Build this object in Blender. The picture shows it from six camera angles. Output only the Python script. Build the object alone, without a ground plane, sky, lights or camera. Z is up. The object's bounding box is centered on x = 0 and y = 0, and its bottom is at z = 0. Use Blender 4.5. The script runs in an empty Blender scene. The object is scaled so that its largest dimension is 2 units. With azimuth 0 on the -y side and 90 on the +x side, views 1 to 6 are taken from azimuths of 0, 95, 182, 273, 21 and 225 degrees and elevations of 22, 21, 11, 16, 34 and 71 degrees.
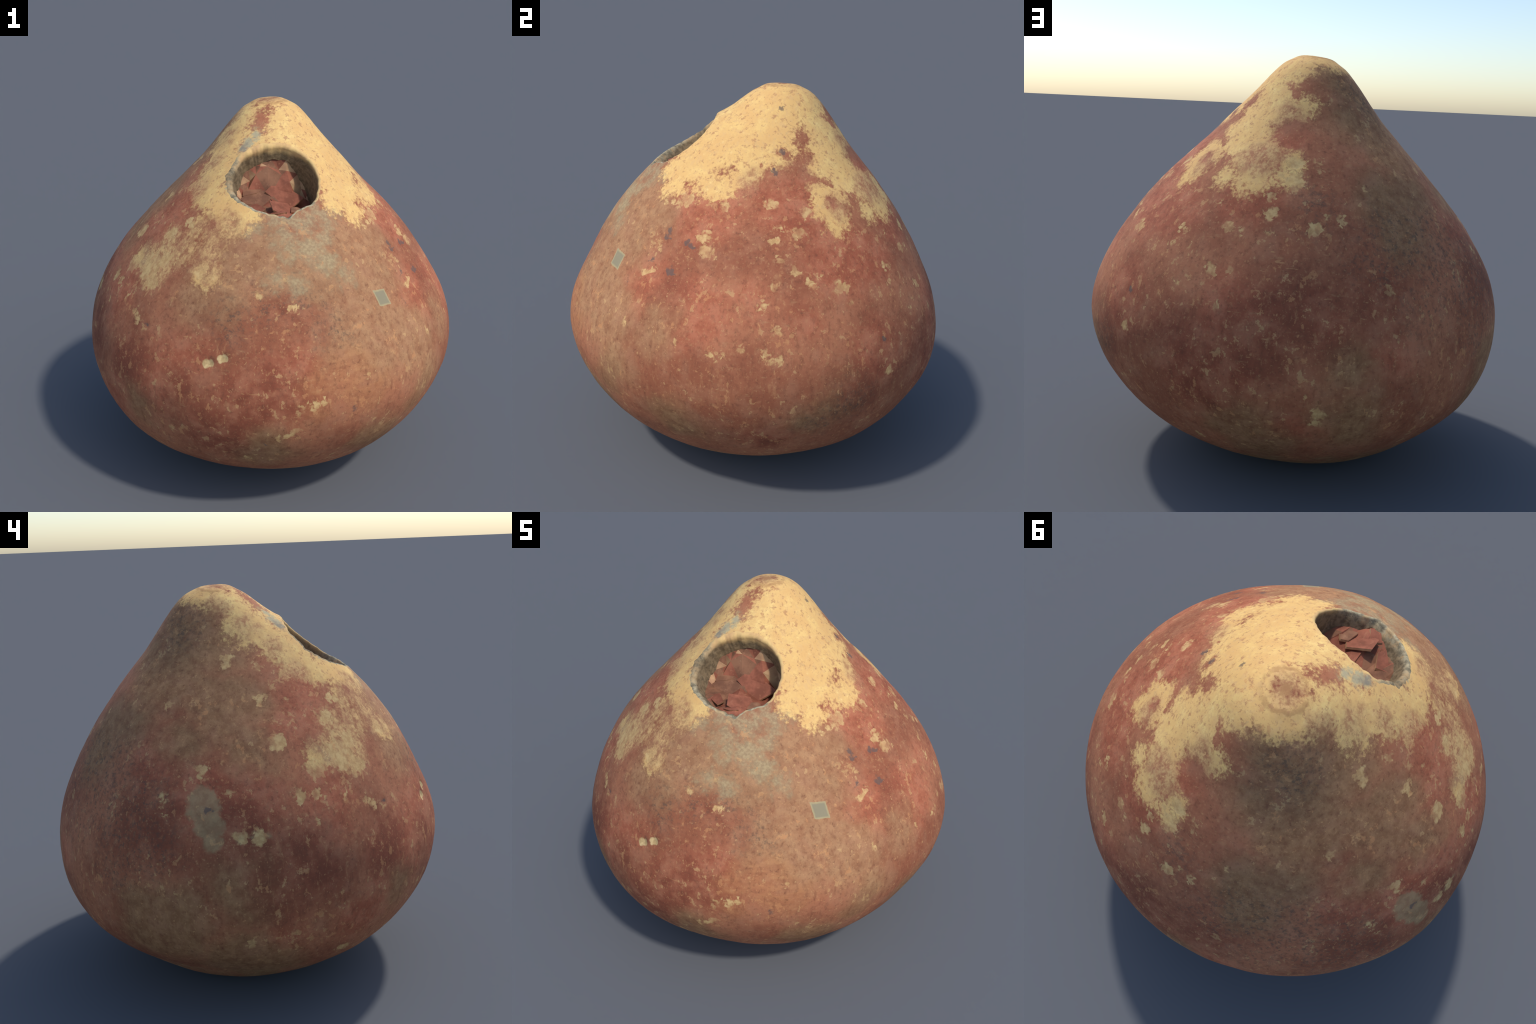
"""A round, pear-topped dried clay/gourd vessel: red-brown skin worn to cream round the tip,
a round mouth cut into the sloping shoulder, and a shallow crumpled hollow behind it."""
import math, random
import bpy
import numpy as np
from mathutils import Vector, noise
from mathutils.geometry import delaunay_2d_cdt

random.seed(7)
rng = np.random.default_rng(7)

# ------------------------------------------------------------------ body form
# The body is a radius around CENTRE that depends on the angle from the tip axis (KNOTS, degrees)
# and, a little, on the direction around it (lean, oval, three- and four-sided terms).
CENTRE = np.array([0.0, 0.0, 0.8])
TIP = np.array([-0.03, 0.09, 1.0]); TIP /= np.linalg.norm(TIP)
XA = np.cross([0, 1, 0], TIP); XA /= np.linalg.norm(XA)
YA = np.cross(TIP, XA)
KNOTS = np.radians([0, 6, 13, 20, 28, 38, 52, 68, 84, 98, 112, 126, 142, 160, 180])
PROFILE = np.array([1.138, 1.117, 1.034, 0.966, 0.916, 0.883, 0.871, 0.898, 0.953, 0.999, 0.993, 0.95, 0.896, 0.819, 0.8])
AROUND = [
    (np.array([-0.082, -0.135, -0.092, -0.009, 0.018, 0.004, -0.005, -0.021, -0.031, -0.011, 0.003, 0.015, 0.014, 0.005, 0]),
     np.array([0.017, -0.035, -0.041, -0.018, -0.015, -0.013, -0.009, -0.013, -0.002, -0, -0.018, -0.021, -0.023, 0.005, 0])),
    (np.array([0.168, 0.199, 0.207, 0.155, 0.104, 0.057, 0.02, 0.004, -0.006, -0.003, -0.001, 0.001, -0.012, -0.004, 0]),
     np.array([0.081, 0.086, 0.077, 0.043, 0.011, 0.004, 0.012, -0.002, -0.001, -0.003, -0.002, -0.008, 0.01, -0.002, 0])),
    (np.array([-0.007, -0.009, -0.003, 0.013, 0.012, 0.014, 0.012, 0.012, 0.008, 0.007, 0.006, -0.003, 0.003, -0, 0]),
     np.array([-0.017, -0.037, -0.046, -0.036, -0.022, -0.015, -0.008, -0.004, 0.003, 0.002, 0, 0.003, 0.002, -0.001, 0])),
    (np.array([0.004, 0.002, 0.001, -0.005, -0.005, -0.007, -0.003, -0.002, 0.003, 0.002, -0.002, -0.005, 0.002, 0.002, -0]),
     np.array([0.001, 0.002, 0.001, -0.005, 0, 0.001, 0.01, 0, -0.003, 0.003, 0.003, 0.003, 0.001, 0, -0])),
]


def spline_weights(x):
    n = len(KNOTS); h = np.diff(KNOTS); A = np.zeros((n, n)); B = np.zeros((n, n))
    A[0, 0] = h[0] / 3; A[0, 1] = h[0] / 6; B[0, 0] = -1 / h[0]; B[0, 1] = 1 / h[0]
    A[-1, -1] = h[-1] / 3; A[-1, -2] = h[-1] / 6; B[-1, -1] = -1 / h[-1]; B[-1, -2] = 1 / h[-1]
    for i in range(1, n - 1):
        A[i, i - 1] = h[i - 1] / 6; A[i, i] = (h[i - 1] + h[i]) / 3; A[i, i + 1] = h[i] / 6
        B[i, i - 1] = 1 / h[i - 1]; B[i, i] = -1 / h[i - 1] - 1 / h[i]; B[i, i + 1] = 1 / h[i]
    G = np.linalg.solve(A, B)
    j = np.clip(np.searchsorted(KNOTS, x, side="right") - 1, 0, n - 2)
    hh = h[j]; a = (KNOTS[j + 1] - x) / hh; b = 1 - a
    W = np.zeros((len(x), n)); r = np.arange(len(x))
    W[r, j] += a; W[r, j + 1] += b
    return W + ((a ** 3 - a) * hh ** 2 / 6)[:, None] * G[j] + ((b ** 3 - b) * hh ** 2 / 6)[:, None] * G[j + 1]


def radius(d):
    local = d @ np.stack([XA, YA, TIP]).T
    th = np.arccos(np.clip(local[:, 2], -1, 1)); az = np.arctan2(local[:, 0], -local[:, 1])
    W = spline_weights(th); s = np.sin(th)
    out = W @ PROFILE
    for m, (cosine, sine) in enumerate(AROUND, 1):
        out += (W @ cosine * np.cos(m * az) + W @ sine * np.sin(m * az)) * s ** min(m, 2)
    return out


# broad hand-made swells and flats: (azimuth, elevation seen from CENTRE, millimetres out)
SWELLS = [(37, 44, -3.4), (55, 40, -5.7), (122, 34, -5.4), (41, 42, -1.6), (53, 41, -3.4), (25, 44, -7.1), (147, 34, 3.9), (157, 50, 6.5), (23, 12, 5.9), (39, 43, -2.6), (49, 28, -3.9), (176, 35, -2.5), (156, 43, -3.6), (33, 12, 1.6), (93, -27, 8.3), (65, -26, 4.6), (158, 30, 3.8), (168, 33, 6.3), (213, 30, -6.8), (212, 10, -6.4), (169, -17, 9.6), (217, 35, -3.0), (225, 17, -10.0), (228, 5, -6.0), (235, 13, -2.5), (158, 32, 3.2), (148, 24, 6.5), (166, 57, 2.0), (193, -28, 10.5), (176, -25, 4.1), (146, 8, -9.7), (158, 33, 1.8), (174, 30, 5.3), (158, 24, -2.5), (166, 57, 2.6), (227, 22, 2.0), (214, 32, -6.4), (234, 12, -4.8), (309, 58, -5.6), (306, 58, -3.7), (309, 27, -9.6), (296, 26, -10.0), (320, 26, -8.8), (28, 3, -1.6), (264, -11, 10.4), (270, -21, 1.7), (346, -23, 5.2), (306, 58, -4.2), (28, 39, -2.0), (74, 34, -3.6), (309, 30, 1.8), (27, 12, 5.5), (306, 9, 9.7), (145, 51, -8), (326, 40, 3), (21, 23, 5), (210, 7, -5)]
az_, el_ = (np.radians([s[k] for s in SWELLS]) for k in (0, 1))
swell_dirs = np.stack([np.cos(el_) * np.sin(az_), -np.cos(el_) * np.cos(az_), np.sin(el_)], 1)
SWELL_AT = radius(swell_dirs)[:, None] * swell_dirs
SWELL_BY = np.array([s[2] for s in SWELLS]) / 1000


def on_surface(d):
    d = d / np.linalg.norm(d, axis=1, keepdims=True)
    p = radius(d)[:, None] * d
    reach = ((p[:, None] - SWELL_AT[None]) ** 2).sum(-1)
    return CENTRE + p + d * (np.exp(-reach / (2 * .15 ** 2)) @ SWELL_BY)[:, None]


def at(azimuth, elevation):
    a, e = math.radians(azimuth), math.radians(elevation)
    return on_surface(np.array([[math.cos(e) * math.sin(a), -math.cos(e) * math.cos(a), math.sin(e)]]))[0]


# ------------------------------------------------------------------ mouth
MOUTH = np.array([-0.0183, -0.3847, 1.6300])
OUT = np.array([0.0357, -0.6028, 0.7971]); OUT /= np.linalg.norm(OUT)
MX = np.cross([0, 0, 1], OUT); MX /= np.linalg.norm(MX)
MY = np.cross(OUT, MX)
# rim radius against the angle round the mouth (0 = right, 90 = towards the tip, 285 = chipped notch)
RIM = [(10, .221), (35, .218), (60, .210), (88, .194), (110, .193), (130, .206), (155, .202), (178, .200), (192, .199),
       (205, .193), (225, .190), (250, .190), (270, .198), (281, .211), (286, .226), (292, .211), (300, .198), (312, .200), (325, .211), (343, .217)]
TAPER = [(0, .012), (60, .020), (100, .018), (140, .026), (175, .032), (210, .022), (270, .018), (330, .012)]
LIP = [(0, .014), (60, .024), (90, .028), (125, .038), (170, .048), (200, .034), (230, .018), (300, .012), (340, .013)]


def round_table(table, ang):
    a = np.array([t[0] for t in table], float); v = np.array([t[1] for t in table])
    a = np.concatenate([a - 360, a, a + 360]); v = np.tile(v, 3)
    x = np.degrees(ang) % 360
    return sum(np.interp(x + o, a, v) for o in (-4, -2, 0, 2, 4)) / 5 if table is not RIM else sum(np.interp(x + o, a, v) for o in (-1.5, 0, 1.5)) / 3


# hollow behind the mouth: (x, y, depth) in the plane of the mouth
HOLLOW = [(-.049, -.041, .155), (-.059, .150, .095), (.051, .124, .125), (-.124, .096, .160), (-.011, .024, .175), (.145, .06, .255),
          (.129, -.02, .23), (0, .19, .065), (.07, .18, .06), (.14, .14, .16), (-.19, 0, .14), (-.15, .03, .175), (-.16, .13, .09), (.19, .03, .25), (-.11, -.15, .07), (.13, -.15, .07),
          (.09, .09, .135), (.13, -.10, .10), (.05, -.19, .022), (.0, -.18, .040), (.03, -.12, .075), (.07, -.10, .105), (-.06, -.11, .09)]


def hollow_depth(x, y):
    w = [1 / ((x - a) ** 2 + (y - b) ** 2 + 2e-4) ** 1.6 for a, b, _ in HOLLOW]
    return sum(k * h[2] for k, h in zip(w, HOLLOW)) / sum(w)


def mouth_point(rad, ang):
    """the body's surface over the point of the mouth's plane at (rad, ang)"""
    flat = MOUTH + rad[:, None] * (np.cos(ang)[:, None] * MX + np.sin(ang)[:, None] * MY)
    return on_surface(flat - CENTRE)


# ------------------------------------------------------------------ skin mesh: rings from the mouth to the far side
NA, NR = 360, 190
ang = np.linspace(0, 2 * math.pi, NA, endpoint=False)
ridge = np.array([noise.noise(Vector((6 * math.cos(a), 6 * math.sin(a), 3.0))) for a in ang])
fine = np.array([noise.noise(Vector((17 * math.cos(a), 17 * math.sin(a), 8.0))) for a in ang])
worn = np.clip(np.cos(ang - math.radians(175)) + .25, 0, 1)
chipped = np.array([noise.noise(Vector((3 * math.cos(a), 3 * math.sin(a), 5.5))) for a in ang])
rim = round_table(RIM, ang) + .0045 * ridge + .0008 * fine + .004 * chipped
lip = round_table(LIP, ang) * (1 + .12 * fine + .2 * ridge)
inner = rim - round_table(TAPER, ang)
floor_depth = np.array([hollow_depth(r * math.cos(a), r * math.sin(a)) for r, a in zip(inner, ang)])
rings, is_rim = [], []
WALL = 9
for k in range(WALL, 0, -1):                                  # wall of the mouth, bottom to top
    f = k / WALL
    flute = (.0022 * worn * fine + .0015 * ridge) * math.sin(math.pi * min(1, f * 1.4))
    d = lip + f * np.maximum(floor_depth + .012 - lip, .006)
    rings.append(mouth_point(rim, ang) - OUT * d[:, None] + (np.cos(ang)[:, None] * MX + np.sin(ang)[:, None] * MY) * (flute - f * (rim - inner))[:, None])
for k in range(7):                                            # rounded lip
    phi = math.pi / 2 * (1 - k / 7)
    flute = .0018 * worn * fine * math.sin(phi)
    rings.append(mouth_point(rim + lip * (1 - math.sin(phi)), ang) - OUT * (lip * (1 - math.cos(phi)) - flute)[:, None])
N_RIM = len(rings)
start = mouth_point(rim + lip, ang) - CENTRE
start /= np.linalg.norm(start, axis=1, keepdims=True)
axis = -(MOUTH - CENTRE) / np.linalg.norm(MOUTH - CENTRE)
whole = np.arccos(np.clip(start @ axis, -1, 1))
for k in range(NR):
    u = k / NR
    u = u * (.35 + .65 * u) if u < .5 else u - (.5 - .5 * (.35 + .325)) * (1 - u) / .5
    t = u * whole
    d = (np.sin(whole - t)[:, None] * start + np.sin(t)[:, None] * axis) / np.sin(whole)[:, None]
    rings.append(on_surface(d))
P = np.vstack(rings + [on_surface(axis[None])])

# relief: gentle hand-formed unevenness, fine pitting, a swollen ring at the tip, two nail dents and a slit
DENTS = [(341.8, 6.1, 0.024, 0.01), (345.7, 8.0, 0.023, 0.01), (317.5, 10.8, 0.012, 0.004)]
tip_top = on_surface(TIP[None] + np.array([[-0.019, 0.004, -0.001]]))[0]
radial = P - CENTRE; radial /= np.linalg.norm(radial, axis=1, keepdims=True)
lift = np.array([.0022 * noise.noise(Vector(p) * 7) + .0009 * noise.noise(Vector(p) * 24) + .0005 * noise.noise(Vector(p) * 60) for p in P])
ring_d = np.linalg.norm(P - tip_top, axis=1)
lift += .0018 * np.exp(-((ring_d - .075) / .022) ** 2) - .0012 * np.exp(-(ring_d / .04) ** 2) - .002 * np.exp(-((ring_d - .12) / .025) ** 2)
fade = np.ones(len(P)); fade[:N_RIM * NA] = 0
for k in range(6):
    fade[(N_RIM + k) * NA:(N_RIM + k + 1) * NA] = k / 6
for a_, e_, size, deep in DENTS:
    lift -= deep * np.exp(-(np.linalg.norm(P - at(a_, e_), axis=1) / size) ** 4)
P = P + radial * (lift * fade)[:, None]
P[:, 2] = np.maximum(P[:, 2], 0) + 0.0
faces, rim_faces = [], []
nring = len(rings)
for k in range(nring - 1):
    for i in range(NA):
        j = (i + 1) % NA
        (rim_faces if k < N_RIM else faces).append((k * NA + i, k * NA + j, (k + 1) * NA + j, (k + 1) * NA + i))
last = (nring - 1) * NA
faces += [(last + i, last + (i + 1) % NA, len(P) - 1) for i in range(NA)]


def vertex_normals(points, polys):
    N = np.zeros_like(points)
    for size in (3, 4):
        f = np.array([q for q in polys if len(q) == size])
        if len(f):
            c = np.cross(points[f[:, 1]] - points[f[:, 0]], points[f[:, -1]] - points[f[:, 0]])
            for col in range(size):
                np.add.at(N, f[:, col], c)
    return N / (np.linalg.norm(N, axis=1, keepdims=True) + 1e-12)


if np.einsum("ij,ij->", np.cross(P[faces[0][1]] - P[faces[0][0]], P[faces[0][3]] - P[faces[0][0]])[None], radial[faces[0][0]][None]) < 0:
    faces = [f[::-1] for f in faces]; rim_faces = [f[::-1] for f in rim_faces]
NORMALS = vertex_normals(P, faces + rim_faces)

root = bpy.data.objects.new("clay_vessel", None)
bpy.context.scene.collection.objects.link(root)
root["label"] = "round red-brown clay vessel with worn cream pointed top and round hole"
root["category"] = "clay vessel"


def add_part(name, points, polys, normals=None, smooth=True):
    used = sorted({v for f in polys for v in f}); index = {v: i for i, v in enumerate(used)}
    me = bpy.data.meshes.new(name)
    me.from_pydata([tuple(points[v]) for v in used], [], [[index[v] for v in f] for f in polys])
    me.polygons.foreach_set("use_smooth", [smooth] * len(me.polygons))
    if normals is not None:
        me.normals_split_custom_set_from_vertices([tuple(normals[v]) for v in used])
    me.update()
    ob = bpy.data.objects.new(name, me)
    bpy.context.scene.collection.objects.link(ob)
    ob.parent = root
    return ob


skin = add_part("body", P, faces, NORMALS)
mouth_rim = add_part("mouth_rim", P, rim_faces, NORMALS)

# ------------------------------------------------------------------ crumpled hollow: broken flat facets
pts = [(x, y) for x, y, _ in HOLLOW if math.hypot(x, y) < .17]
for i in range(30):
    a = 2 * math.pi * i / 30 + random.uniform(-.08, .08)
    r = float(np.interp(a, ang, inner)) + .010
    pts.append((r * math.cos(a), r * math.sin(a)))
for i in range(18):
    a = 2 * math.pi * (i + random.uniform(-.4, .4)) / 18
    r = float(np.interp(a % (2 * math.pi), ang, inner)) - random.uniform(.012, .045)
    pts.append((r * math.cos(a), r * math.sin(a)))
for i in range(16):                                            # rubble lying by the notch
    pts.append((random.uniform(-.06, .13), random.uniform(-.175, -.09)))
co, _, tris, *_ = delaunay_2d_cdt([Vector(p) for p in pts], [], [], 0, 1e-5)
base_height = float(np.mean((mouth_point(rim, ang) - MOUTH) @ OUT))
F = []
for p in co:
    r = p.length
    jitter = random.uniform(-.010, .010) if r > .14 or p.y < -.08 else random.uniform(-.004, .004)
    edge = float(np.interp(math.atan2(p.y, p.x) % (2 * math.pi), ang, inner))
    F.append(MOUTH + p.x * MX + p.y * MY - OUT * (hollow_depth(p.x, p.y) + jitter - base_height * .5))
F = np.array(F)
floor_faces = [tuple(t) for t in tris]
floor_faces = [f if np.dot(np.cross(F[f[1]] - F[f[0]], F[f[2]] - F[f[0]]), OUT) > 0 else f[::-1] for f in floor_faces]
F = F + 0
hollow = add_part("hollow", F, floor_faces, smooth=False)

# flat broken shards lying over the floor of the hollow
shards = []
for x, y, size, tilt, turn in [(-.105, .080, .085, 12, 20), (.035, .135, .085, -10, 70), (-.06, -.015, .100, -8, 10), (.055, .03, .110, 7, 95),
                               (-.09, -.105, .060, 12, 160), (.045, -.105, .080, -10, 30), (.02, -.165, .040, 16, 115), (.115, -.115, .050, 12, 5)]:
    sides = random.choice((4, 5, 5, 6))
    turns = sorted((k + random.uniform(-.28, .28)) * 2 * math.pi / sides for k in range(sides))
    outline = [(size * random.uniform(.72, 1.08) * math.cos(t), size * random.uniform(.6, .95) * math.sin(t)) for t in turns]
    gx = (hollow_depth(x + .02, y) - hollow_depth(x - .02, y)) / .04; gy = (hollow_depth(x, y + .02) - hollow_depth(x, y - .02)) / .04
    gx += math.tan(math.radians(tilt)) * math.cos(math.radians(turn)); gy += math.tan(math.radians(tilt)) * math.sin(math.radians(turn))
    gx, gy = (max(-.9, min(.9, g)) for g in (gx, gy))
    middle = hollow_depth(x, y) - base_height * .5 + (.002 if y > -.08 else -.010)
    bottom, top = [], []
    for u, v in outline:
        at_x, at_y = x + u, y + v
        limit = .94 * float(np.interp(math.atan2(at_y, at_x) % (2 * math.pi), ang, inner))
        r = math.hypot(at_x, at_y)
        if r > limit:
            at_x, at_y = at_x * limit / r, at_y * limit / r
        deep = middle + gx * (at_x - x) + gy * (at_y - y)
        top.append(MOUTH + at_x * MX + at_y * MY - OUT * deep); bottom.append(top[-1] - OUT * .012)
    k = len(top)
    shard_faces = [tuple(range(k)), tuple(range(2 * k - 1, k - 1, -1))] + [(i, i + k, (i + 1) % k + k, (i + 1) % k) for i in range(k)]
    piece = add_part("shard", np.array(top + bottom), shard_faces, smooth=False)
    piece.parent = hollow
    shards.append(piece)

# ------------------------------------------------------------------ where the colours sit
# (azimuth, elevation seen from CENTRE, size in cm): azimuth 0 faces -y, 90 faces +x
CREAM_FIELD = [
    (130.4, 79.1, 17.8), (73.8, 80.8, 13), (63.6, 70.3, 14.4), (52.8, 59.6, 9.5), (47.8, 55.5, 6.4), (103.1, 72, 13.5), (83.9, 62.6, 7.8), (70.8, 55.9, 5.4),
    (77, 55.3, 3.4), (148.3, 63.9, 7.2), (151.4, 56.5, 8.9), (133.8, 47.9, 7.8), (131.2, 41.9, 4.9), (131.6, 51.2, 4.7), (162.8, 49.3, 7.4), (164.4, 42, 5.3),
    (152.2, 41.7, 2.9), (158.2, 69.3, 6.5), (277.6, 78.9, 5.9), (278.2, 75, 6), (305.4, 58.3, 4.9), (56.2, 71.8, 10), (314, 55.7, 4.8), (8, 79, 6.6),
    (327.3, 77.2, 4.1), (46, 84.2, 13.4), (49, 76.1, 11.6), (44.3, 66.3, 9.8), (43.8, 59.2, 8.1), (44.5, 53.5, 4.5), (34.3, 57.3, 4.8), (278.1, 72.6, 7.7),
    (311, 64, 8.9), (318.7, 56.2, 5.6), (331.9, 54.3, 8.6), (342.7, 51, 6.1), (337.7, 47.4, 5.4), (332.3, 39.1, 6.1), (333.2, 31.6, 4.3), (337.3, 31.2, 2.7),
    (321.3, 35.8, 5.5), (322.1, 44.1, 3.4), (311.3, 29.7, 8.8), (301, 27.6, 4.6), (312.3, 24.3, 3.5), (309.6, 39, 3.5), (262.6, 80.7, 5.9), (245.6, 83.3, 4.6),
    (299.9, 72, 5.6), (71.1, 81.5, 14.9), (173.6, 83.1, 11.6), (214.4, 80.8, 9.8), (133.9, 78.8, 8.5), (287.8, 76.5, 7.9), (303.2, 68.2, 8.2), (306.7, 59.2, 5.9),
    (250.1, 79.6, 5.8), (142.9, 61.8, 6.5), (131.6, 47.4, 6.6), (133.5, 41.4, 3.5), (155.8, 58.1, 7.7), (160.6, 49.6, 6.6), (162.4, 41.4, 4.7), (165.9, 65.2, 5),
    (183.3, 64.7, 2.7), (174.3, 65, 3.1), (174.7, 74.8, 5.3), (176.3, 42.7, 3.3), (178.2, 47.1, 2.6),
]
RED_GAP = [
    (202.1, 69.3, 6.8), (221.1, 69.7, 8), (239.7, 71.8, 5), (186.2, 67.8, 2.6), (266.5, 68.2, 4.9), (307.4, 83.6, 5), (290.1, 86.8, 3.5), (307.9, 80.5, 3),
    (194.5, 83.6, 2.1), (227.2, 83.5, 2.8), (240.3, 83.4, 1.6), (136.2, 70.4, 5.1), (132.6, 64.8, 4.4), (119.9, 67, 2.2), (103.2, 60.5, 4.6), (93.3, 57.2, 3.1),
    (74.4, 61.5, 3.7), (116.2, 57.6, 6.2), (112.2, 62.3, 3.1), (123.8, 62.5, 3.9), (134.3, 56.2, 2.8), (142.5, 44.7, 4.4), (171.2, 46, 1.3), (181.9, 32.2, 3.5),
    (117, 66.5, 3.9), (109.6, 62.2, 4), (131.3, 71.3, 1.9), (134.3, 48.6, 3.7), (146.3, 45.4, 3.2), (159.7, 47.1, 1.7), (173.6, 54, 2.5), (54.4, 54.3, 3.3),
    (287.3, 50, 3.7), (281, 42.2, 4.3), (315.9, 48.2, 2.9), (314.9, 42.7, 2.2), (327, 39.8, 2.2), (337.7, 40.4, 3.4), (329, 34, 2.2),
]
FLAKE = [
    (266, 63.6, 2.9), (265.9, 61.8, 2.1), (282, 49.6, 2.2), (282.2, 47.7, 1.5), (294.1, 10.1, 1.7), (285.8, 33.8, 3.7), (260.3, 26.2, 2.8), (289.7, 17.8, 3.4),
    (295.3, 17.5, 2.3), (249.9, 17.8, 1.7), (271.9, 7.9, 2.8), (276.9, 8, 3), (296.4, 24.9, 4), (308.7, 39.3, 3), (308, 27.1, 7.3), (312.8, 23.1, 3.3),
    (315.6, 45.3, 2.4), (288.8, 52.7, 1.8), (314, 31.4, 3.7), (332.6, 31, 2.4), (284.6, 60.5, 2.1), (268.9, 19.7, 1.7), (304.1, 15.1, 2), (251, 12.8, 1.1),
    (273.6, -20.3, 2.3), (302.7, -29.5, 3.1), (284.8, -18.3, 2), (332.1, 26.3, 1.3), (313.1, 11.4, 2.4), (186.7, 27.6, 2.4), (160.7, 26.8, 2.2), (172.4, 31.6, 2.7),
    (172.3, 25.7, 1.6), (172, 36.6, 1.9), (179.5, 41.3, 4.1), (178.9, 47.5, 3.1), (188.7, 48.1, 1.5), (187.9, 45.4, 1.5), (158.8, 14.8, 2.4), (163.8, 14.7, 1.6),
    (150.2, 10.1, 1.4), (162.1, 5.8, 1.3), (174.2, 2.1, 1.2), (188.8, -18.2, 2.9), (187.9, -20.8, 1.9), (153.7, 33.4, 1.5), (206.4, 11.5, 1.5), (134.8, -3.5, 1.6),
    (122.8, 21.7, 2.4), (144.2, 24.1, 1.5), (143.6, 19.5, 1.5), (205.3, 39.6, 1.2), (194.7, 29.9, 1.5), (190.3, 30.9, 1.2), (184.9, -14.1, 1.1), (149.9, 19.9, 1.1),
    (152.4, -34.4, 1.5), (60.1, 49.2, 3.1), (52.3, 47.6, 1.7), (75.4, 40.4, 2.1), (73.7, 37.4, 2.4), (76.5, 33.4, 3.3), (58.7, 24.2, 1.7), (55.8, 22.6, 1.8),
    (80.8, 31.8, 1.2), (55.2, 33.5, 1.4), (57, 31.4, 1.2), (98.6, 6.6, 2.2), (100.3, 4.5, 1.4), (102.5, 4.4, 1.6), (102.2, 12.2, 1.9), (124, 21.5, 2.7),
    (123.4, 23.5, 1.5), (117, 25.7, 1.6), (113.4, 24.3, 1.6), (108.9, 28.3, 2.3), (104.2, 32, 1.6), (102.1, 37.8, 1.9), (102.7, 51, 2.7), (112.8, 39.9, 3),
    (84.5, 4.9, 1.6), (87.6, 5.2, 1.3), (92.2, 7.1, 1.6), (73.9, 7, 1.5), (159, 14.9, 1.8), (164.6, 25.6, 1.3), (106.1, -8.9, 1.6), (135.7, -3.4, 1.6),
    (79.6, 49.5, 1.8), (118.2, 46.8, 2.4), (105.1, 42, 1.6), (146.7, 23.8, 1.4), (98.2, 18.4, 1.6), (101.3, 23.8, 1.3), (125.6, 17.5, 1.2), (94, -14.1, 1.4),
    (51.5, -7.4, 1.3), (54.7, 8, 1.4), (57.3, 23.7, 1.8), (54.9, 22.5, 1.5), (50.9, 34.9, 1.5), (53.1, 31.8, 1.3), (5.5, -11.9, 2.5), (2.6, -13.8, 2),
    (7, -10.6, 1.8), (11.5, -2.9, 1.8), (14.2, -2, 1.8), (8.5, -3.6, 1.4), (7.5, -5.5, 1.4), (27.5, 3.1, 1.1), (354.4, 26.8, 1.3), (5.6, 23.4, 2.2),
    (346.1, 30.4, 1.2), (336.5, 25.7, 1.4), (285, 34.2, 2.2), (317.6, 45.6, 2.2), (309.9, 39.7, 2.9), (295.3, 17.7, 2.5), (56.8, 49.9, 2.1), (56.5, 47.9, 1.8),
    (47.1, 46.8, 1.3), (331.4, -16.4, 1.6), (353.8, -24.3, 1.5), (75.7, 37.7, 2.1), (310.8, 33.1, 1.3), (310.9, 13, 1.6), (316.9, 9.4, 1.3), (294, 10.2, 1.4),
    (2.9, 31.5, 1.2), (338.1, 30.8, 1.4), (185.4, 26.2, 1.9), (194.9, 31.2, 1.2), (241.2, 46.1, 1.7), (294.1, 47.9, 1.3), (289.6, 53.4, 1.4),
]
GREY_GREEN = [
    (301.9, 28.2, 1.7), (8.2, 52.2, 5.4), (18.8, 53.3, 6.2), (25.2, 51.3, 5.4), (32.2, 53.9, 3.2), (12.3, 48.9, 6.1), (13.6, 41.3, 6.1), (19.3, 36.9, 5.8),
    (26.4, 32.3, 3.8), (349.8, 48.4, 4.3), (358.6, 51, 3.8), (318.8, 76.6, 3.6), (315.3, 78.9, 3), (323.9, 71.5, 2.6), (328.6, 67.9, 2.2), (328.2, 63.1, 2.5),
    (330.5, 59.8, 2.2), (5.6, 40.5, 4.2), (3.1, 44.6, 5.3), (20.5, 45.3, 3.8), (335.3, 58, 1.6), (0.7, 31.4, 3.3), (7.4, 30.5, 3.7),
]
PALE_PIT = [
    (341.2, 5.9, 2.1), (342.3, 6.2, 2), (345.1, 7.8, 1.9), (346.2, 8.1, 1.9),
]
RIM_STAIN = [
    (320.5, 76.7, 3.1), (321.9, 79.1, 2.1), (322.5, 73.4, 2.4), (326.1, 70.1, 1.8), (327.6, 66.4, 1.4), (328.8, 62.5, 1.7), (330.8, 59.2, 1.7), (322.4, 75.4, 3),
    (319.2, 73.7, 2.3), (327.9, 77.7, 1.7), (346.2, 56.6, 1.2),
]
STAIN = [
    (262.2, 15.8, 7), (263.8, 11.3, 6.6), (260.6, 17.9, 5), (264.8, 7.2, 4.1), (271.9, 7.9, 1.9), (276.5, 8, 2.5), (279.1, 8.6, 1.4), (179.8, 44.4, 1.7),
]
GREY_CHIP = (39.6, 22.7, 3.9)
WORN_THIN = [
    (312.7, 32.4, 17.5), (326.5, 38, 13.9), (307.3, 24.9, 9.7), (337.7, 47.4, 6.9), (312.7, 44.7, 9.6), (336.1, 31, 7.6), (298.2, 18.2, 6.7), (205.7, 82.9, 5.2),
    (253.6, 77.5, 4.1), (278, 73.3, 5.5), (297.3, 66.1, 5.1), (163.8, 48.2, 7.9), (136.4, 45.1, 4.1), (305.9, 56.2, 5.3), (174.5, 61.8, 5), (116.2, 57.6, 9.3),
    (97.1, 58.4, 6.1),
]
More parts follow.
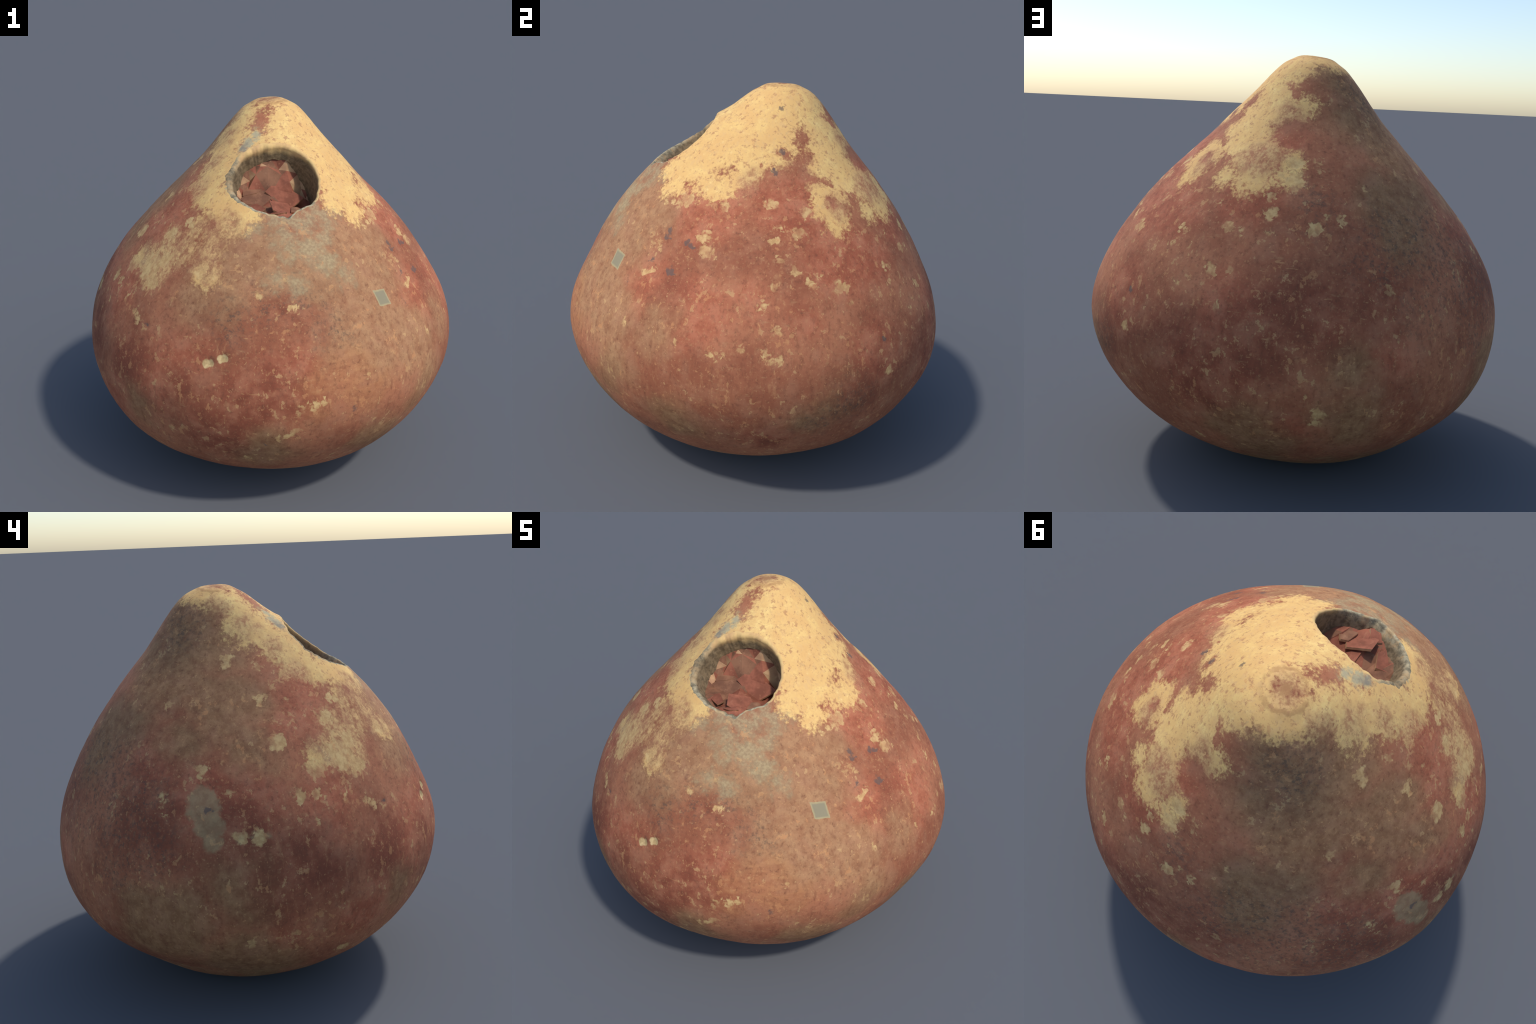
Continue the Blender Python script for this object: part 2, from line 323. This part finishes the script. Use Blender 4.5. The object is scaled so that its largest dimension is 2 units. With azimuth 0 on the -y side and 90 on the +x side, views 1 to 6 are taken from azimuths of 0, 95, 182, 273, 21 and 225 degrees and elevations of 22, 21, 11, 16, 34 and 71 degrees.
DARK_SPECK = [
    (58.1, 37.6, 1.7), (58.3, 35.7, 1.5), (66.4, 25.6, 2.3), (67.5, 35.4, 2.1), (70.8, 34.3, 1.7), (56.1, 27.1, 1.7), (50.1, 17.7, 0.9), (106.7, 62.1, 1.4),
    (114.9, 67.4, 1.6), (127.5, 78.9, 1.5), (134.3, 4.8, 1.4), (23.1, -5.4, 1.1), (358.8, -16.1, 0.9), (263.2, 15, 1.8), (317.8, 11.2, 0.9),
]
RED_WASH = [
    (72.1, 47.6, 16.8), (112.5, 48.4, 18.1), (78, 15.9, 16.1), (94.3, 20.1, 8.7), (127.2, 33.6, 18.1), (110.3, 14.5, 8.7), (100, -20.7, 9.3), (4.9, 1.7, 16.4),
    (345, -13, 14), (333.3, 2.6, 13.8), (354, -4.1, 15), (316, -5.1, 16.2), (292.3, 43.9, 15.1), (54.9, 19.7, 13.2), (161.4, -10.6, 17.3), (191, 0.8, 7.1),
    (207.7, -3.7, 9.4), (134.6, 29.2, 15.9), (164.9, 36.8, 12.3), (131.4, 3.5, 13), (185.5, -22.1, 6.8), (173.9, 52.9, 8.5), (167.5, 5.5, 15.6), (263.4, 18, 15.3),
    (297, 13.7, 17.1), (305.5, 51.4, 9.1), (304.5, -19.2, 12.1), (283.1, -19.1, 7.3), (245.1, 26.2, 10.1), (324, -1.6, 15.5), (278, 15.8, 12.5),
]
MAROON_WASH = [
    (344.9, -14.3, 12.5), (1.5, 0.8, 13.4), (354, -4.1, 12), (335.3, -3.2, 9.2), (314.2, 1, 11.3), (4, 21.9, 7.4), (161.4, -10.6, 16), (172.3, -3.7, 14.2),
    (191, 0.8, 6.5), (183.1, 6.6, 14.2), (204, 10.4, 14.6), (151.2, -0.6, 10.8), (274, 7.8, 15.2), (289.8, 2.1, 14), (240.8, 12.1, 13), (249.9, 7.3, 11.3),
    (280.6, -4.8, 12.6), (123.2, -6.3, 9.1), (134.6, -0.2, 9.3), (100.2, -22.9, 7.8), (68.8, 17.1, 6),
]
TAN_WASH = [
    (349.1, 38.9, 18), (13.4, 32.3, 18), (0.6, 35.4, 14.9), (23.7, 15.8, 16.7), (333.5, 24.5, 10.6), (33.2, 40.9, 14), (38.7, 17.8, 12.6), (344.7, 26.3, 11.9),
    (36.8, 26.8, 19.4), (47.8, 8.7, 18.9), (45.5, 41.1, 11.1), (31.5, 7.9, 13.4), (56.1, -2.7, 10.9), (66.9, 9.5, 9),
]
ORANGE_WASH = [
    (20.7, 4.7, 10.6), (27.4, -0.8, 10.8), (12.9, 3.1, 7.5), (11.2, -5.7, 6.1),
]
OLIVE_WASH = [
    (241.4, 56.6, 16.8), (252.5, 65.8, 13.9), (268.1, 46.5, 17.6), (228, 52.8, 15.4), (226.2, 38.5, 13.7), (234.9, 72.2, 11.1), (275.4, 33, 11.4), (251.8, 35, 10.1),
    (250.2, -17.2, 22.1), (272.6, -4.2, 16.7), (272.3, -30.3, 22.7), (219.4, 69, 15.4), (202.9, 72.8, 9.3), (239.4, 64.8, 15.8), (237.5, 55.5, 16.3), (258.3, 49.7, 14.2),
    (207.8, 60, 9.8), (260.3, 65.3, 11.1), (212.4, 34.9, 12.5), (216.6, 27, 12.5), (195.2, -6.8, 10.5), (197.2, -21.9, 15.1), (167.6, -23.5, 13.8), (215.3, 56.7, 11.7),
    (172.9, -32.8, 12.8), (118.5, -8.2, 9), (110, -13.4, 9.1), (50.8, -9.9, 9.7), (72.6, -19.2, 11), (318.6, -12.4, 8.2), (35.2, -20.7, 15), (357.8, -21.5, 14.3),
]
SOOT = [
    (228.3, 22.1, 13.5), (243.3, 15, 11.5), (242, 6.4, 13), (238, -1, 10.3), (249.2, 4.8, 8.5), (227.1, 12.5, 10.6), (205.3, 21.7, 9.8), (221.7, 68.3, 9.5),
    (217.5, 23.3, 12.5), (224.4, 14.8, 11.3), (230.4, 8.1, 10.1), (217.3, 7.2, 8.3), (209.4, 27.3, 6.8), (231.1, 20.4, 10.1), (187.3, 33.3, 5.4), (119.8, -10.6, 7.6),
    (113.8, -14, 6.1), (346.1, 18, 7.4), (358.8, 24.7, 6.7), (10.4, 24.7, 6), (16.2, 16.7, 5.3),
]



class Nodes:
    def __init__(self, name, zone=None):
        self.zone = zone
        self.mat = bpy.data.materials.new(name); self.mat.use_nodes = True
        self.t = self.mat.node_tree
        self.bsdf = self.t.nodes["Principled BSDF"]
        self.pos = self.t.nodes.new("ShaderNodeTexCoord").outputs["Object"]

    def link(self, value, socket):
        if isinstance(value, (int, float)):
            socket.default_value = value
        elif isinstance(value, tuple):
            socket.default_value = (*value, 1) if len(socket.default_value) == 4 else value
        else:
            self.t.links.new(value, socket)

    def math(self, op, a, b=0.0, c=0.0, clamp=False):
        n = self.t.nodes.new("ShaderNodeMath"); n.operation = op; n.use_clamp = clamp
        for v, s in zip((a, b, c), n.inputs):
            self.link(v, s)
        return n.outputs[0]

    def vec(self, op, a, b=(0, 0, 0)):
        n = self.t.nodes.new("ShaderNodeVectorMath"); n.operation = op
        self.link(a, n.inputs[0])
        if op == "SCALE":
            self.link(b, n.inputs["Scale"])
        else:
            self.link(b, n.inputs[1])
        return n.outputs["Value" if op == "DISTANCE" else "Vector"]

    def noise(self, scale, detail=3.0, rough=.55, pos=None, stretch=None, colour=False):
        n = self.t.nodes.new("ShaderNodeTexNoise")
        p = pos or self.pos
        if stretch:
            p = self.vec("MULTIPLY", p, stretch)
        self.link(p, n.inputs["Vector"])
        n.inputs["Scale"].default_value, n.inputs["Detail"].default_value, n.inputs["Roughness"].default_value = scale, detail, rough
        return n.outputs["Color" if colour else 0]

    def ramp(self, v, lo, hi, out0=0.0, out1=1.0):
        n = self.t.nodes.new("ShaderNodeMapRange"); n.interpolation_type = "SMOOTHSTEP"
        self.link(v, n.inputs[0])
        for s, x in zip(list(n.inputs)[1:5], (lo, hi, out0, out1)):
            s.default_value = x
        return n.outputs[0]

    def mix(self, fac, a, b, blend="MIX"):
        n = self.t.nodes.new("ShaderNodeMix"); n.data_type = "RGBA"; n.blend_type = blend
        self.link(fac, n.inputs[0]); self.link(a, n.inputs[6]); self.link(b, n.inputs[7])
        return n.outputs[2]

    def wobble(self, *layers, cells=None):
        p = self.pos
        for scale, amount, detail in layers:
            c = self.vec("SUBTRACT", self.noise(scale, detail, colour=True), (.5, .5, .5))
            p = self.vec("ADD", p, self.vec("SCALE", c, amount))
        if cells:                                             # jumps between cells give angular, broken outlines
            v = self.t.nodes.new("ShaderNodeTexVoronoi"); v.inputs["Scale"].default_value = cells[0]
            self.link(self.pos, v.inputs["Vector"])
            p = self.vec("ADD", p, self.vec("SCALE", self.vec("SUBTRACT", v.outputs["Color"], (.5, .5, .5)), cells[1]))
        return p

    def patches(self, spots, pos, margin=.06):
        """signed distance in metres to the nearest patch edge (negative inside); only spots this zone can show"""
        best = None
        groups = {}
        for a, e, size in spots:
            c = at(a, e); r = 1.12 ** round(math.log(size / 100, 1.12))
            if np.min(np.linalg.norm(self.zone - c, axis=1)) < r + margin + .06:
                groups.setdefault(r, []).append(c)
        for r, centres in sorted(groups.items()):
            near = None
            for c in centres:
                d = self.vec("DISTANCE", pos, tuple(float(v) for v in c))
                near = d if near is None else self.math("MINIMUM", near, d)
            near = self.math("SUBTRACT", near, r)
            best = near if best is None else self.math("MINIMUM", best, near)
        return 1.0 if best is None else best


def finish(n, colour, rough=.8, bump=None, strength=.2, distance=.004):
    n.link(colour, n.bsdf.inputs["Base Color"])
    n.bsdf.inputs["Roughness"].default_value = rough
    n.bsdf.inputs["Specular IOR Level"].default_value = .25
    if bump is not None:
        b = n.t.nodes.new("ShaderNodeBump")
        b.inputs["Strength"].default_value, b.inputs["Distance"].default_value = strength, distance
        n.link(bump, b.inputs["Height"]); n.link(b.outputs[0], n.bsdf.inputs["Normal"])
    return n.mat


def skin_material(zone):
    n = Nodes("worn_red_slip", zone)
    big = n.wobble((5, .09, 3), (16, .055, 3), (45, .025, 2))
    small = n.wobble((24, .075, 2), (70, .022, 2))
    soft = n.wobble((4, .24, 3), (14, .10, 4))
    mott = n.noise(9, 5, .6); grain = n.noise(38, 4, .6); fleck = n.noise(75, 3, .6); broad = n.noise(2.6, 4, .6)
    cloud = n.noise(20, 5, .62)
    def wash(spots, lo, hi, strength):
        return n.math("MULTIPLY", n.ramp(n.patches(spots, soft, .2), hi, lo), strength)
    level = n.noise(26, 5, .65, stretch=(.42, .42, 1.9))          # smears running round the body
    col = n.mix(n.ramp(broad, .36, .64), (.32, .105, .053), (.45, .168, .084))
    col = n.mix(wash(RED_WASH, -.07, .08, .80), col, n.mix(n.ramp(mott, .35, .65), (.37, .100, .051), (.53, .165, .086)))
    col = n.mix(wash(TAN_WASH, -.08, .09, .68), col, n.mix(n.ramp(cloud, .34, .66), (.35, .180, .084), (.47, .280, .135)))
    col = n.mix(wash(ORANGE_WASH, -.06, .08, .42), col, n.mix(n.ramp(level, .40, .60), (.40, .165, .066), (.54, .25, .095)))
    col = n.mix(wash(OLIVE_WASH, -.07, .09, .7), col, n.mix(n.ramp(cloud, .36, .64), (.245, .132, .058), (.37, .215, .098)))
    col = n.mix(wash(MAROON_WASH, -.06, .09, .75), col, n.mix(n.ramp(mott, .35, .65), (.20, .056, .031), (.31, .086, .043)))
    sep = n.t.nodes.new("ShaderNodeSeparateXYZ"); n.link(n.pos, sep.inputs[0])
    foot = n.math("ADD", sep.outputs[2], n.math("MULTIPLY", n.math("SUBTRACT", n.noise(6, 5, .65), .5), .5))
    col = n.mix(n.ramp(foot, .24, .04, 0, .75), col, n.mix(n.ramp(level, .38, .62), (.28, .165, .072), (.45, .32, .15)))
    # mottling, streaks running down the wall, pale flecks, dark pores
    streak = n.noise(34, 4, .65, stretch=(1.3, 1.3, .32)); pores = n.noise(56, 5, .7)
    col = n.mix(n.ramp(streak, .30, .47, .45, 0), col, (.20, .068, .036))
    col = n.mix(n.ramp(streak, .56, .72, 0, .35), col, (.56, .275, .120))
    col = n.mix(n.ramp(grain, .33, .48, .28, 0), col, (.19, .068, .038))
    col = n.mix(n.ramp(mott, .46, .68, 0, .28), col, (.48, .235, .130))
    col = n.mix(n.ramp(fleck, .60, .72, 0, .40), col, (.62, .34, .150))
    col = n.mix(n.ramp(cloud, .60, .74, 0, .30), col, (.55, .295, .135))
    col = n.mix(n.ramp(level, .60, .74, 0, .30), col, (.50, .29, .135))
    col = n.mix(n.ramp(pores, .30, .46, .55, 0), col, (.16, .060, .034))
    col = n.mix(n.ramp(pores, .56, .70, 0, .35), col, (.58, .31, .145))
    soot = n.math("MULTIPLY", n.ramp(n.patches(SOOT, soft, .2), .14, -.06), n.ramp(n.noise(48, 5, .75), .48, .64, 0, .66))
    col = n.mix(soot, col, (.11, .078, .056))
    grey = n.patches(GREY_GREEN, n.wobble((9, .06, 4), (32, .035, 3)), .1)
    grey = n.math("ADD", grey, n.math("MULTIPLY", n.math("SUBTRACT", cloud, .5), .24))
    grey = n.math("ADD", grey, n.math("MULTIPLY", n.math("SUBTRACT", pores, .5), .08))
    col = n.mix(n.ramp(grey, .05, -.05, 0, .68), col, n.mix(n.ramp(fleck, .38, .62), (.35, .27, .15), (.48, .385, .205)))
    stain = n.math("ADD", n.patches(STAIN, n.wobble((14, .05, 3), (45, .02, 2)), .08), n.math("MULTIPLY", n.math("SUBTRACT", pores, .5), .05))
    col = n.mix(n.ramp(stain, .014, -.014, 0, .62), col, n.mix(n.ramp(cloud, .38, .62), (.33, .225, .110), (.46, .335, .165)))
    cream_tone = n.mix(n.ramp(broad, .4, .62), (.87, .565, .205), (.90, .63, .24))
    cream_tone = n.mix(n.ramp(mott, .45, .65, 0, .65), cream_tone, (.80, .475, .175))
    cream_tone = n.mix(n.ramp(streak, .30, .50, .45, 0), cream_tone, (.70, .40, .160))
    cream_tone = n.mix(n.ramp(grain, .58, .72, 0, .5), cream_tone, (.94, .70, .31))
    field = n.math("MAXIMUM", n.math("SUBTRACT", n.patches(CREAM_FIELD, big, .1), .022), n.math("MULTIPLY", n.patches(RED_GAP, big, .1), -1.0))
    margin = n.ramp(field, .05, -.05, 0, 1)
    rough_edge = n.noise(24, 5, .7); tooth = n.noise(70, 3, .6)
    field = n.math("ADD", field, n.math("MULTIPLY", n.math("SUBTRACT", rough_edge, .5), .12))
    field = n.math("ADD", field, n.math("MULTIPLY", n.math("SUBTRACT", tooth, .5), .10))
    field = n.math("ADD", field, n.math("MULTIPLY", n.math("SUBTRACT", streak, .5), .10))
    thin = n.ramp(n.noise(13, 5, .7), .36, .56, 0, .45)
    cream_tone = n.mix(thin, cream_tone, (.76, .42, .155))
    worn = n.ramp(n.patches(WORN_THIN, soft, .1), .06, -.03)
    rubbed = n.ramp(n.math("ADD", n.math("MULTIPLY", streak, .6), n.math("MULTIPLY", rough_edge, .4)), .42, .58, .15, .85)
    cover = n.math("MULTIPLY", n.ramp(field, .026, -.022, 0, .95), n.math("SUBTRACT", 1.0, n.math("MULTIPLY", worn, n.math("SUBTRACT", 1.0, rubbed))))
    col = n.mix(cover, col, n.mix(n.math("MULTIPLY", worn, .7), cream_tone, (.66, .42, .185)))
    flecks = n.math("MULTIPLY", n.ramp(n.noise(36, 4, .65, stretch=(1.2, 1.2, .7)), .54, .62), n.math("MULTIPLY", margin, .75))
    col = n.mix(flecks, col, (.76, .46, .19))
    specks = n.math("MULTIPLY", n.ramp(n.noise(40, 4, .68), .55, .65), n.ramp(field, .02, -.01))
    col = n.mix(n.math("MULTIPLY", specks, .7), col, (.47, .22, .105))
    drips = n.math("MULTIPLY", n.ramp(n.noise(46, 4, .65, stretch=(1.4, 1.4, .28)), .60, .70), n.ramp(field, .0, -.01))
    col = n.mix(n.math("MULTIPLY", drips, .6), col, (.56, .27, .12))
    smear = n.math("ADD", n.patches(RIM_STAIN, n.wobble((18, .04, 3), (50, .02, 2)), .06), n.math("MULTIPLY", n.math("SUBTRACT", pores, .5), .06))
    col = n.mix(n.ramp(smear, .012, -.016, 0, .8), col, n.mix(n.ramp(cloud, .4, .6), (.28, .255, .19), (.45, .41, .26)))
    # the stained, swollen ring at the very tip
    from_tip = n.vec("DISTANCE", n.wobble((12, .05, 2), (40, .04, 3)), tuple(float(v) for v in tip_top))
    halo = n.math("SUBTRACT", 1.0, n.ramp(n.math("ABSOLUTE", n.math("SUBTRACT", from_tip, .088)), .004, .014))
    col = n.mix(n.math("MULTIPLY", halo, n.ramp(mott, .40, .58, .1, .7)), col, (.48, .255, .10))
    col = n.mix(n.ramp(from_tip, .030, .018, 0, .7), col, (.46, .235, .095))
    # flakes: placed ones, faint orange scratches, and clustered small chips
    flake = n.math("ADD", n.patches(FLAKE, n.wobble((13, .03, 2), (30, .04, 3), cells=(55, .022)), .06), n.math("MULTIPLY", n.math("SUBTRACT", tooth, .5), .016))
    shown = n.math("MULTIPLY", n.ramp(flake, .007, -.004), n.ramp(n.noise(15, 3), .36, .60, .35, .9))
    col = n.mix(shown, col, n.mix(n.ramp(grain, .4, .62), (.58, .34, .14), (.72, .475, .205)))
    cluster = n.ramp(n.math("ADD", n.noise(5, 3), n.ramp(n.patches(RED_WASH, soft, .2), .08, -.05, 0, .07)), .42, .62, .66, .575)
    chips = n.math("SUBTRACT", n.noise(30, 4, .65, stretch=(1, 1, .8)), cluster)
    col = n.mix(n.ramp(chips, .0, .04, 0, .5), col, n.mix(n.ramp(mott, .4, .6), (.62, .28, .115), (.64, .40, .175)))
    pit = n.patches(PALE_PIT, n.wobble((40, .014, 2)), .06)
    col = n.mix(n.ramp(pit, .003, -.003, 0, .92), col, n.mix(n.ramp(grain, .4, .6), (.54, .37, .165), (.72, .52, .25)))
    scratch = n.noise(22, 3, .6, stretch=(.5, 1.6, 2.6))
    col = n.mix(n.ramp(scratch, .68, .73, 0, .5), col, (.62, .33, .14))
    chip = 1.0                                                # one square grey chip on the shoulder
    spot = at(*GREY_CHIP[:2])
    if np.min(np.linalg.norm(zone - spot, axis=1)) < .15:
        face = (spot - CENTRE) / np.linalg.norm(spot - CENTRE)
        across = np.cross([0, 0, 1], face); across /= np.linalg.norm(across)
        along = np.cross(face, across)
        near = n.vec("SUBTRACT", n.wobble((35, .009, 2)), tuple(float(v) for v in spot))
        spans = []
        for axis_vector in (across + .15 * along, along + .12 * across):
            d = n.t.nodes.new("ShaderNodeVectorMath"); d.operation = "DOT_PRODUCT"
            n.link(near, d.inputs[0]); n.link(tuple(float(v) for v in axis_vector), d.inputs[1])
            spans.append(n.math("ABSOLUTE", d.outputs["Value"]))
        chip = n.math("SUBTRACT", n.math("MAXIMUM", *spans), GREY_CHIP[2] / 100)
    col = n.mix(n.ramp(chip, .002, -.002, 0, .9), col, n.mix(n.ramp(chip, -.012, -.003), (.29, .26, .165), (.43, .355, .19)))
    dark = n.patches(DARK_SPECK, small, .06)
    col = n.mix(n.ramp(dark, .006, -.004, 0, .75), col, (.13, .095, .08))
    bump = n.math("ADD", n.math("MULTIPLY", n.noise(90, 4, .65), .6), n.math("MULTIPLY", shown, -.5))
    return finish(n, col, .82, bump, .25, .004)


def rim_material():
    n = Nodes("bare_broken_edge")
    p = n.vec("SUBTRACT", n.pos, tuple(MOUTH))
    def along(axis_vector):
        d = n.t.nodes.new("ShaderNodeVectorMath"); d.operation = "DOT_PRODUCT"
        n.link(p, d.inputs[0]); n.link(tuple(axis_vector), d.inputs[1])
        return d.outputs["Value"]
    depth, right, up = along(OUT), along(MX), along(MY)
    a, b, big = n.noise(45, 4, .65), n.noise(16, 4, .65), n.noise(7, 3)
    grey = n.mix(n.ramp(a, .36, .62), (.23, .195, .125), (.47, .39, .24))
    grey = n.mix(n.ramp(b, .46, .60, 0, .7), grey, (.56, .36, .17))
    cream = n.mix(n.ramp(b, .40, .62), (.80, .52, .21), (.68, .41, .18))
    side = n.math("ADD", up, n.math("ADD", n.math("MULTIPLY", right, .55), n.math("MULTIPLY", n.math("SUBTRACT", big, .5), .25)))
    col = n.mix(n.ramp(side, .0, .07), grey, cream)
    deep_dark = n.math("ADD", depth, n.math("MULTIPLY", n.math("SUBTRACT", b, .5), .05))
    col = n.mix(n.ramp(deep_dark, -.016, -.050, 0, .92), col, n.mix(n.ramp(a, .38, .62), (.135, .095, .053), (.25, .18, .10)))
    return finish(n, col, .85, a, .4, .006)


def hollow_material(name, dark, light, chip):
    n = Nodes(name)
    a, b = n.noise(11, 5, .62), n.noise(40, 4, .65, stretch=(1, .4, 1))
    col = n.mix(n.ramp(a, .35, .65), dark, light)
    col = n.mix(n.ramp(b, .58, .72, 0, .5), col, chip)
    return finish(n, col, .8, b, .25, .004)


# the one slip, laid out in twelve zones so that each zone's material carries only the marks it can show
mesh = skin.data
centres = np.empty(len(mesh.polygons) * 3); mesh.polygons.foreach_get("center", centres); centres = centres.reshape(-1, 3)
towards = centres - CENTRE
sector = ((np.degrees(np.arctan2(towards[:, 0], -towards[:, 1])) + 15) % 360 // 60).astype(int)
sector = sector * 2 + (np.degrees(np.arctan2(towards[:, 2], np.hypot(towards[:, 0], towards[:, 1]))) > 18)
for z in range(12):
    mesh.materials.append(skin_material(centres[sector == z][::7]))
mesh.polygons.foreach_set("material_index", sector)
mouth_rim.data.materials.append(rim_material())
hollow.data.materials.append(hollow_material("hollow_red", (.22, .074, .042), (.38, .13, .075), (.48, .22, .12)))
hollow.data.materials.append(hollow_material("hollow_brown", (.17, .075, .043), (.31, .145, .080), (.42, .23, .13)))
hollow.data.materials.append(hollow_material("hollow_tan", (.45, .24, .13), (.60, .38, .20), (.66, .44, .26)))
for poly in hollow.data.polygons:
    d = np.array(poly.center) - MOUTH; x, y = float(d @ MX), float(d @ MY)
    if math.hypot(x, y) > .155 and y > 0 and random.random() < .55:
        poly.material_index = 2
    elif random.random() < (.5 if x < 0 else .2):
        poly.material_index = 1
for piece in shards:
    piece.data.materials.append(hollow.data.materials[random.choice((0, 0, 1, 1, 0))])
    piece.data.materials.append(hollow.data.materials[2])
    for poly in list(piece.data.polygons)[2:]:                # fresh tan break along the edges
        poly.material_index = 1
